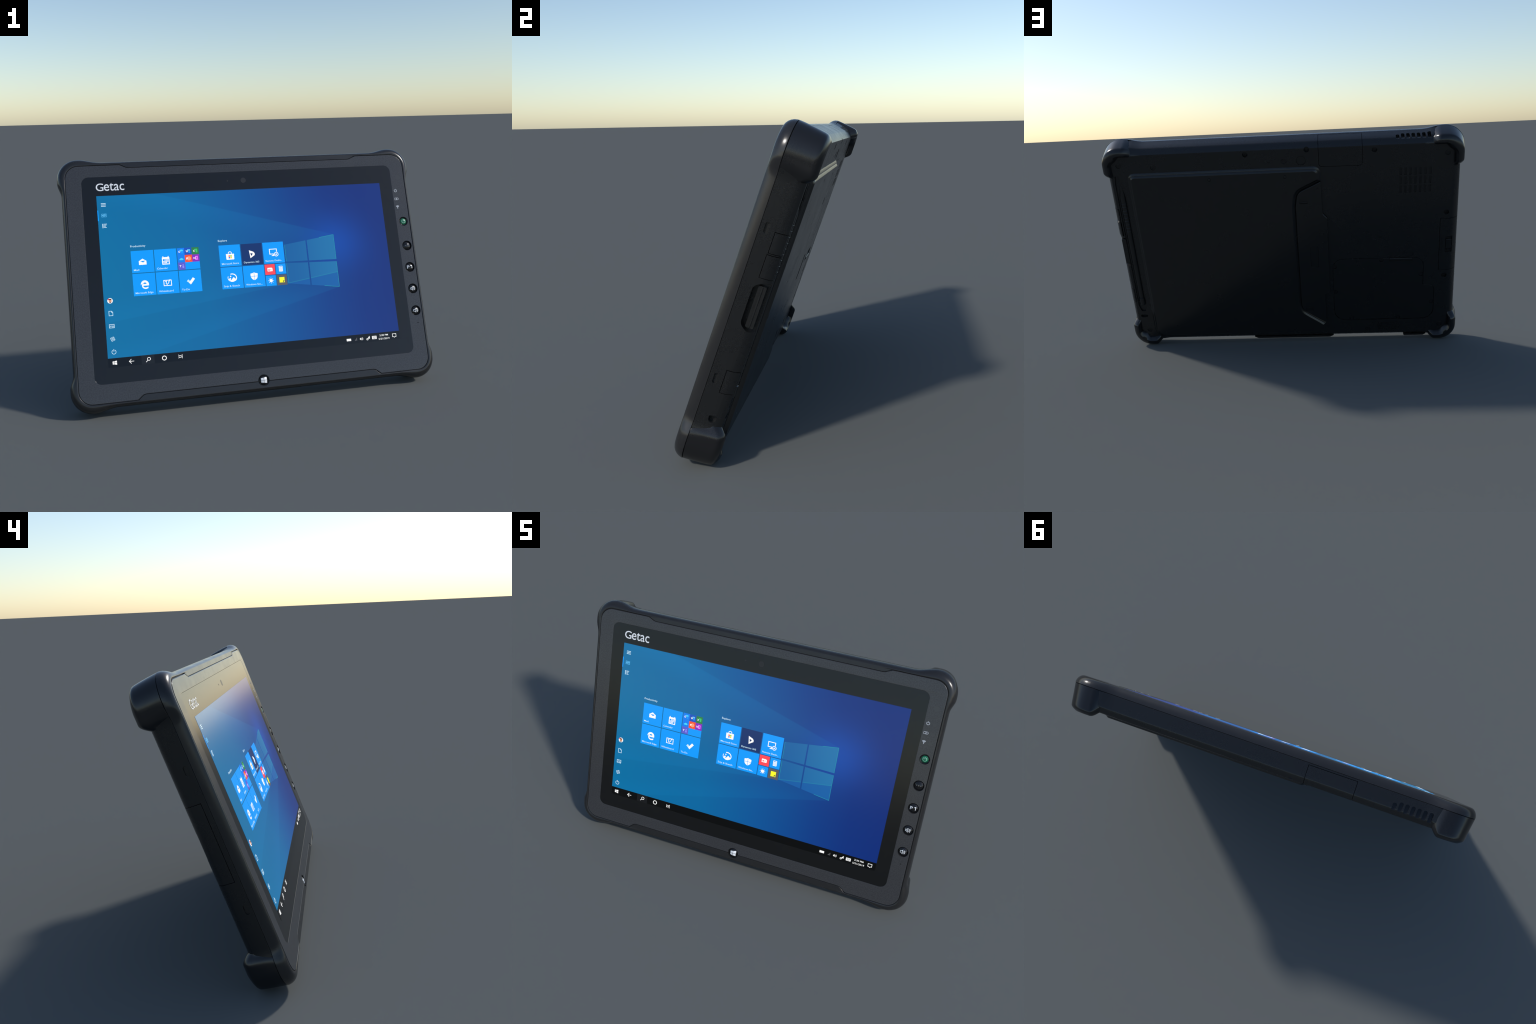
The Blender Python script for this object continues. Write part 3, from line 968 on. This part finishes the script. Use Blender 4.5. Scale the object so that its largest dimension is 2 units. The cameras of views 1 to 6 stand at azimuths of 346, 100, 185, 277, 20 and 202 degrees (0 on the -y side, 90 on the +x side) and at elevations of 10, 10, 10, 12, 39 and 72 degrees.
# -- pockets -------------------------------------------------------------
cuts = []
SCREWS = [(0.897, 0.5215), (0.7044, 0.5037), (0.189, 0.5575), (-0.1463, 0.5718), (-0.5104, 0.5551), (-0.898, 0.5223),
          (-0.9045, 0.1698), (-0.9061, -0.2386), (-0.462, -0.6090), (0.8913, -0.5788), (-0.891, -0.5815)]
DEEP = {(0.189, 0.5575), (-0.1463, 0.5718), (-0.5104, 0.5551), (-0.9045, 0.1698), (-0.9061, -0.2386)}
for s in SCREWS:
    cuts.append(cut_prism(disc(s[0], s[1], 0.0150, 24), 0.013 if s in DEEP else 0.0035))
cuts.append(cut_prism(disc(-0.0197, 0.5096, 0.0155, 24), 0.010))
cuts.append(cut_prism(disc(-0.1134, 0.5103, 0.0265, 32), 0.0042))
cuts.append(cut_prism(disc(0.0619, 0.5075, 0.0060, 16), 0.004))
for c in range(7):
    for v0, v1 in ((0.4452, 0.4030), (0.3942, 0.3500), (0.3405, 0.2980)):
        xc = -0.6505 - 0.02635 * c
        cuts.append(cut_prism(rrect(xc - 0.0064, v1, xc + 0.0064, v0, 0.0015, 2), 0.0035))
for c in range(7):                                                     # outlet slots over the top edge
    xc = -0.6350 - 0.0280 * c
    w0 = -0.0885 if c == 0 else -0.0780
    cuts.append(top_prism(round_poly([(xc - 0.0092, w0, 0.0085), (xc + 0.0092, w0, 0.0085), (xc + 0.0092, -0.1385, 0.0085), (xc - 0.0092, -0.1385, 0.0085)], 4), 0.6020, 0.80))
for r in range(5):                                                     # speaker grille
    n = 13 - (1 if r % 2 else 0) - (2 if r in (0, 4) else 0)
    for i in range(n):
        cuts.append(cut_prism(disc(-0.5870 + (i - (n - 1) / 2) * 0.0112, -0.5875 + (r - 2) * 0.0118, 0.0037, 8), 0.004))
cuts.append(cut_prism(rrect(-0.5490, 0.0235, -0.5255, 0.0300, 0.002, 2), 0.005))
COVER = round_poly([(-0.2615, -0.1115, 0.062), (-0.2615, -0.5410, 0.070), (-0.8535, -0.5410, 0.070), (-0.8535, -0.3000, 0.055), (-0.7885, -0.3000, 0.008), (-0.7885, -0.1115, 0.058)], 8)
cuts.append(cut_prism(COVER, 0.0065))
cuts.append(cut_prism(rrect(-0.7275, -0.1085, -0.5875, -0.0750, 0.014, 5), 0.0050))
# stylus groove
groove = round_poly([(0.9340, 0.4200, 0.006), (0.9300, 0.4400, 0.006), (0.9290, 0.4620, 0.003), (0.9080, 0.4620, 0.006), (0.8960, 0.4200, 0.02), (0.8810, 0.3850, 0.01), (0.8810, -0.4000, 0.015), (0.8960, -0.4400, 0.006), (0.9200, -0.4400, 0.006), (0.9340, -0.3950, 0.01)], 4)
cuts.append(cut_prism(groove, 0.009))
cuts.append(cut_prism(rrect(0.8880, -0.4845, 0.9310, -0.4650, 0.008, 4), 0.018))
# long dock connector, open to the back edge
con = round_poly([(0.0720, -0.20, 0), (0.0720, -0.1250, 0.01), (0.0560, -0.0880, 0.035), (-0.0960, -0.0880, 0.030), (-0.1180, -0.1180, 0.02), (-0.1180, -0.20, 0)], 6)
cuts.append(side_prism(con, 0.9350, 1.1))
for s in (1, -1):
    for va, vb in ((0.2845, 0.2425), (-0.2995, -0.3415)):
        cuts.append(side_prism(rrect(vb, -0.0775, va, -0.0600, 0.008, 4), s * 0.9710, s * 1.1))
cuts.append(side_prism(round_poly([(-0.4640, -0.0905, 0.006), (-0.4640, -0.1195, 0.006), (-0.4915, -0.1195, 0.0136), (-0.4915, -0.0905, 0.0136)], 6), 0.9550, 1.1))
shell = boolean(shell, cuts)
rear_shell = new_object("rear_shell", shell, "shell", smooth=28)
door_obs = []
for nm, me in doors:
    door_obs.append(new_object(nm, me, "shell", smooth=28))
floors = []
for c in range(7):
    xc = -0.6505 - 0.02635 * c
    for v0, v1 in ((0.4452, 0.4030), (0.3942, 0.3500), (0.3405, 0.2980)):
        floors.append(bm_to_mesh(loft([at(rrect(xc - 0.0060, v1 + 0.0004, xc + 0.0060, v0 - 0.0004, 0.0012, 2), BACK + 0.006), at(rrect(xc - 0.0060, v1 + 0.0004, xc + 0.0060, v0 - 0.0004, 0.0012, 2), BACK + 0.0029)]), "f"))
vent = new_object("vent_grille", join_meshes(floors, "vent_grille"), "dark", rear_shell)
vent["kind"] = "stuff"
# latch and grip strip in the side cover
side_cover = door_obs[1]
side_cover.data = boolean(side_cover.data, [cut_prism(rrect(-0.9440, -0.0890, -0.9060, 0.0160, 0.004, 3), 0.0170), cut_prism(rrect(-0.8880, -0.0865, -0.8755, 0.0170, 0.002, 2), 0.0022)])
side_cover.data.materials.clear()
side_cover.data.materials.append(M["shell"])
soften(side_cover.data, 28)
new_object("latch_slider", bm_to_mesh(prism(rrect(-0.9415, -0.0660, -0.9085, -0.0060, 0.003, 3), BACK + 0.020, BACK + 0.0060, 0.002), "latch_slider"), "pack", side_cover, 35)
new_object("latch_slider", bm_to_mesh(prism([(-0.9380, -0.0700), (-0.9120, -0.0700), (-0.9250, -0.0840)], BACK + 0.020, BACK + 0.0120, 0.0008), "latch_slider"), "pack", side_cover, 35)

for s in SCREWS:
    w = BACK + (0.013 if s in DEEP else 0.0035)
    sc = loft([at(disc(s[0], s[1], r, 20), w + d) for r, d in ((0.0128, 0.002), (0.0128, -0.0012), (0.0110, -0.0020), (0.0050, -0.0020), (0.0045, -0.0004))])
    new_object("screw", bm_to_mesh(sc, "screw"), "screw", rear_shell, 35)
new_object("rear_camera", bm_to_mesh(loft([at(disc(-0.0197, 0.5096, 0.0150, 24), BACK + 0.012), at(disc(-0.0197, 0.5096, 0.0150, 24), BACK + 0.005), at(disc(-0.0197, 0.5096, 0.0095, 24), BACK + 0.0065), at(disc(-0.0197, 0.5096, 0.0060, 24), BACK + 0.0060)]), "rear_camera"), "lens", rear_shell, 30)
new_object("rear_flash", bm_to_mesh(prism(disc(-0.1134, 0.5103, 0.0246, 32), BACK + 0.008, BACK + 0.0022, 0.001), "rear_flash"), "pack", rear_shell, 35)
# connector block inside the dock opening
dock = new_object("dock_connector", bm_to_mesh(side_prism(round_poly([(0.0580, -0.1060, 0.004), (0.0580, -0.1360, 0.004), (-0.1030, -0.1360, 0.004), (-0.1030, -0.1060, 0.004)], 3), 0.930, 0.9620), "dock_connector"), "pack", smooth=35)
new_object("dock_connector_strip", bm_to_mesh(side_prism(rrect(-0.1000, -0.1230, 0.0550, -0.1185, 0.001, 2), 0.930, 0.9650), "dock_connector_strip"), "shell", dock, 35)

# access cover with its screws
cov = bm_to_mesh(prism(inset(COVER, 0.0034), BACK + 0.0085, BACK + 0.0006, 0.0012), "access_cover")
CSCREWS = [(-0.2750, -0.1644, 90), (-0.2750, -0.3365, 90), (-0.3658, -0.5262, 0), (-0.6440, -0.5262, 0), (-0.8385, -0.4195, -90), (-0.7735, -0.2285, -90), (-0.5462, -0.1262, 180)]
ccuts = []
for x, v, a in CSCREWS:
    ccuts.append(loft([at(disc(x, v, 0.0135, 20), BACK + 0.0060), at(disc(x, v, 0.0135, 20), BACK - 0.05)]))
ccuts.append(loft([at(rrect(-0.7240, -0.1375, -0.5900, -0.1000, 0.006, 4), BACK + 0.0045), at(rrect(-0.7240, -0.1375, -0.5900, -0.1000, 0.006, 4), BACK - 0.05)]))
access_cover = new_object("access_cover", boolean(cov, ccuts), "pack", smooth=30)
for x, v, a in CSCREWS:
    new_object("screw", bm_to_mesh(loft([at(disc(x, v, 0.0110, 20), BACK + 0.008), at(disc(x, v, 0.0110, 20), BACK + 0.0045), at(disc(x, v, 0.0045, 20), BACK + 0.0042), at(disc(x, v, 0.0040, 20), BACK + 0.0055)]), "screw"), "screw", access_cover, 35)
new_object("finger_lip", bm_to_mesh(prism(rrect(-0.7230, -0.1300, -0.5910, -0.1165, 0.004, 3), BACK + 0.006, BACK - 0.0030, 0.003), "finger_lip"), "pack", access_cover, 35)

# ---------------------------------------------------------------- battery pack
PACK_W = -0.1630
pack_pts = [(0.8580, 0.4745, 0.042), (-0.2185, 0.4745, 0.055), (-0.2185, 0.3880, 0.006), (-0.0860, 0.3230, 0.055), (-0.0735, 0.2400, 0.04), (-0.0735, -0.4450, 0.075),
                       (-0.2165, -0.5480, 0.01), (-0.2165, -0.6330, 0.012), (0.8580, -0.6330, 0.070)]
pack_out = round_poly(pack_pts, 8)
pr = [at(pack_out, BACK + 0.004), at(pack_out, BACK - 0.0012), at(shrunk(pack_pts, 0.0095, 8), -0.1545), at(shrunk(pack_pts, 0.0130, 8), -0.1548),
      at(shrunk(pack_pts, 0.0220, 8), -0.1622), at(shrunk(pack_pts, 0.0245, 8), PACK_W)]
pk = bm_to_mesh(loft(pr), "battery_pack")
pk = boolean(pk, [loft([at(disc(x, v, 0.0095, 16), PACK_W + 0.003), at(disc(x, v, 0.0095, 16), PACK_W - 0.05)]) for x, v in ((0.3975, 0.4249), (-0.0212, 0.4247), (0.3985, -0.5850), (-0.0212, -0.5840))])
battery_pack = new_object("battery_pack", pk, "pack", smooth=32)
for x, v in ((0.3975, 0.4249), (-0.0212, 0.4247), (0.3985, -0.5850), (-0.0212, -0.5840)):
    new_object("locating_pip", bm_to_mesh(prism(disc(x, v, 0.0070, 16), PACK_W + 0.004, PACK_W - 0.0008, 0.0015), "locating_pip"), "pack", battery_pack, 40)
new_object("locating_pip", bm_to_mesh(prism([(0.8330, -0.0850), (0.8110, -0.0730), (0.8090, -0.0850)], PACK_W + 0.004, PACK_W - 0.0015, 0.0008), "locating_pip"), "pack", battery_pack, 40)

# lowered finger panel on the pack's free side
lp_pts = [(-0.2160, 0.3870, 0.004), (-0.0830, 0.3210, 0.055), (-0.0695, 0.2400, 0.04), (-0.0695, -0.4470, 0.075), (-0.2140, -0.5470, 0.004), (-0.2140, -0.3450, 0.004),
                 (-0.2430, -0.3300, 0.012), (-0.2430, 0.1620, 0.012), (-0.2200, 0.1900, 0.004)]
lp = round_poly(lp_pts, 6)
lpm = bm_to_mesh(loft([at(lp, BACK + 0.004), at(lp, -0.1575), at(shrunk(lp_pts, 0.0018), -0.1596), at(shrunk(lp_pts, 0.0040), -0.1600)]), "battery_latch_panel")
lpm = boolean(lpm, [loft([at(q, -0.1545), at(q, -0.25)]) for q in (rrect(-0.1380, 0.2565, -0.0930, 0.2920, 0.004, 3), rrect(-0.1395, -0.4600, -0.0925, -0.4275, 0.004, 3), rrect(-0.1850, -0.1530, -0.1380, -0.0150, 0.004, 3))])
latch_panel = new_object("battery_latch_panel", lpm, "pack", smooth=32)
for q in (rrect(-0.1345, 0.2610, -0.0965, 0.2670, 0.001, 2), rrect(-0.1360, -0.4360, -0.0960, -0.4310, 0.001, 2), rrect(-0.1830, -0.1500, -0.1770, -0.0200, 0.001, 2)):
    new_object("latch_rib", bm_to_mesh(prism(q, -0.152, -0.1585, 0.0008), "latch_rib"), "pack", latch_panel, 40)

# ---------------------------------------------------------------- stylus
prof = [(0.4010, 0.0040), (0.3985, 0.0080), (0.3940, 0.0090), (0.3600, 0.0135), (0.3290, 0.0185)]
for i in range(10):
    v = 0.3290 - 0.0222 * i - (0.018 if i else 0)
    if i:
        prof += [(v + 0.0035, 0.0185), (v + 0.0022, 0.0195), (v, 0.0195), (v - 0.0014, 0.0180)]
prof += [(0.0900, 0.0185), (-0.3400, 0.0185), (-0.3420, 0.0170), (-0.3450, 0.0170), (-0.3470, 0.0205), (-0.3900, 0.0205), (-0.3960, 0.0170), (-0.3965, 0.004)]
SXc, SWc = 0.9080, -0.1305
srings = [[(SXc + r * math.cos(2 * math.pi * i / 24), v, SWc + r * math.sin(2 * math.pi * i / 24)) for i in range(24)] for v, r in prof]
new_object("stylus", bm_to_mesh(loft(srings), "stylus"), "pack", smooth=35)

# ---------------------------------------------------------------- corner bumpers
# cross-section: (outward offset from the case side, w) from the seam round to
# the back; at the blunt ends it sinks into the case.
FULL = [(-0.008, SEAM - 0.0010), (0.0185, SEAM - 0.0010), (0.0205, SEAM - 0.0028), (0.0180, -0.064), (0.0145, -0.090), (0.0108, -0.120), (0.0080, -0.145), (0.0060, -0.1545), (0.0010, -0.1610), (-0.0080, -0.1690),
        (-0.0175, -0.1748), (-0.0255, -0.1746), (-0.0325, -0.1655), (-0.0390, -0.1550), (-0.0420, -0.1440)]
# the same offsets on the upper and lower edge, where the guard is thicker
FULL_V = [-0.008, 0.0225, 0.0245, 0.0230, 0.0206, 0.0170, 0.0132, 0.0108, 0.0060, -0.0040, -0.0150, -0.0260, -0.0350, -0.0410, -0.0450]
SUNK = [(-0.010, SEAM - 0.0012), (-0.0015, SEAM - 0.0012), (-0.0010, SEAM - 0.0030), (-0.0020, -0.064), (-0.0045, -0.090), (-0.0075, -0.1100), (-0.0105, -0.1170), (-0.0150, -0.1220), (-0.0200, -0.1270), (-0.0250, -0.1315),
        (-0.0300, -0.1350), (-0.0350, -0.1380), (-0.0400, -0.1405), (-0.0450, -0.1420), (-0.0490, -0.1425)]


def ramp_up(t):
    return math.sin(math.pi / 2 * max(0.0, min(1.0, t)))


def bumper(sx, sv):
    A, B, R = 0.9790, 0.6440, 0.090
    st = []                                   # (x, v, nx, nv, distance along, corner)
    for i in range(19):
        x = 0.8150 + (A - R - 0.8150) * i / 19
        st.append((x, B, 0, 1, x, 0.0))
    for i in range(17):
        t = math.radians(90 - 90 * i / 16)
        c, s = math.cos(t), math.sin(t)
        st.append((A - R + R * c, B - R + R * s, c, s, None, math.sin(math.pi * i / 16)))
    for i in range(1, 21):
        v = (B - R) + (0.4700 - (B - R)) * i / 20
        st.append((A, v, 1, 0, v, 0.0))
    rings = []
    for x, v, nx, nv, along, k in st:
        ring = []
        if nv == 1:
            swell = 0.0205 * min(0.50, sstep(0.765, 0.885, x))
        else:
            swell = 0.0185 * min(0.50, sstep(0.472, 0.540, v))
        for j, ((o1, w1), (o0, w0)) in enumerate(zip(FULL, SUNK)):
            # the blunt end slants: it reaches farther along the case at the back
            lean = (SEAM - w1) / 0.12 if w1 > SEAM - 0.12 else 1.0
            if along is None:
                f = 1.0
            elif nv == 1:
                e = 0.8310 - 0.0110 * lean
                f = ramp_up((along - e) / 0.042)
            else:
                e = 0.4980 - 0.0260 * lean
                f = ramp_up((along - e) / 0.042)
            if 0 < j < 5:
                o0 += swell * (1.0, 1.0, 1.0, 0.9, 0.8)[j] - 0.0015
            o1 += (FULL_V[j] - o1) * nv * nv
            o = o0 + (o1 - o0) * f
            w = w0 + (w1 - w0) * f
            if j > 8:
                o -= 0.016 * k * (j - 8) / 6
            ring.append((sx * (x + nx * o), VC + sv * (v + nv * o), w))
        rings.append(ring)
    bm = loft(rings, True, True, True)
    ob = new_object("corner_bumper", bm_to_mesh(bm, "corner_bumper"), "rubber", smooth=40)
    return ob


for sx in (1, -1):
    for sv in (1, -1):
        bumper(sx, sv)

# ---------------------------------------------------------------- feet under the lower edge
for x0, x1, h, wa, wb in ((-0.2536, 0.2404, 0.0080, -0.062, -0.1240), (-0.8150, -0.6790, 0.0075, -0.070, -0.1250)):
    vb = VC - 0.642
    poly = [(x0, vb + 0.004), (x0 + 0.024, vb - h), (x1 - 0.024, vb - h), (x1, vb + 0.004)] if x1 > 0 else round_poly([(x0, vb + 0.004, 0), (x0 + 0.018, vb - h, 0.01), (x1 - 0.003, vb - h, 0.003), (x1, vb + 0.004, 0)], 3)
    new_object("foot", bm_to_mesh(loft([at(poly, wa), at(poly, wb)]), "foot"), "rubber_foot", smooth=35)

bpy.context.view_layer.update()
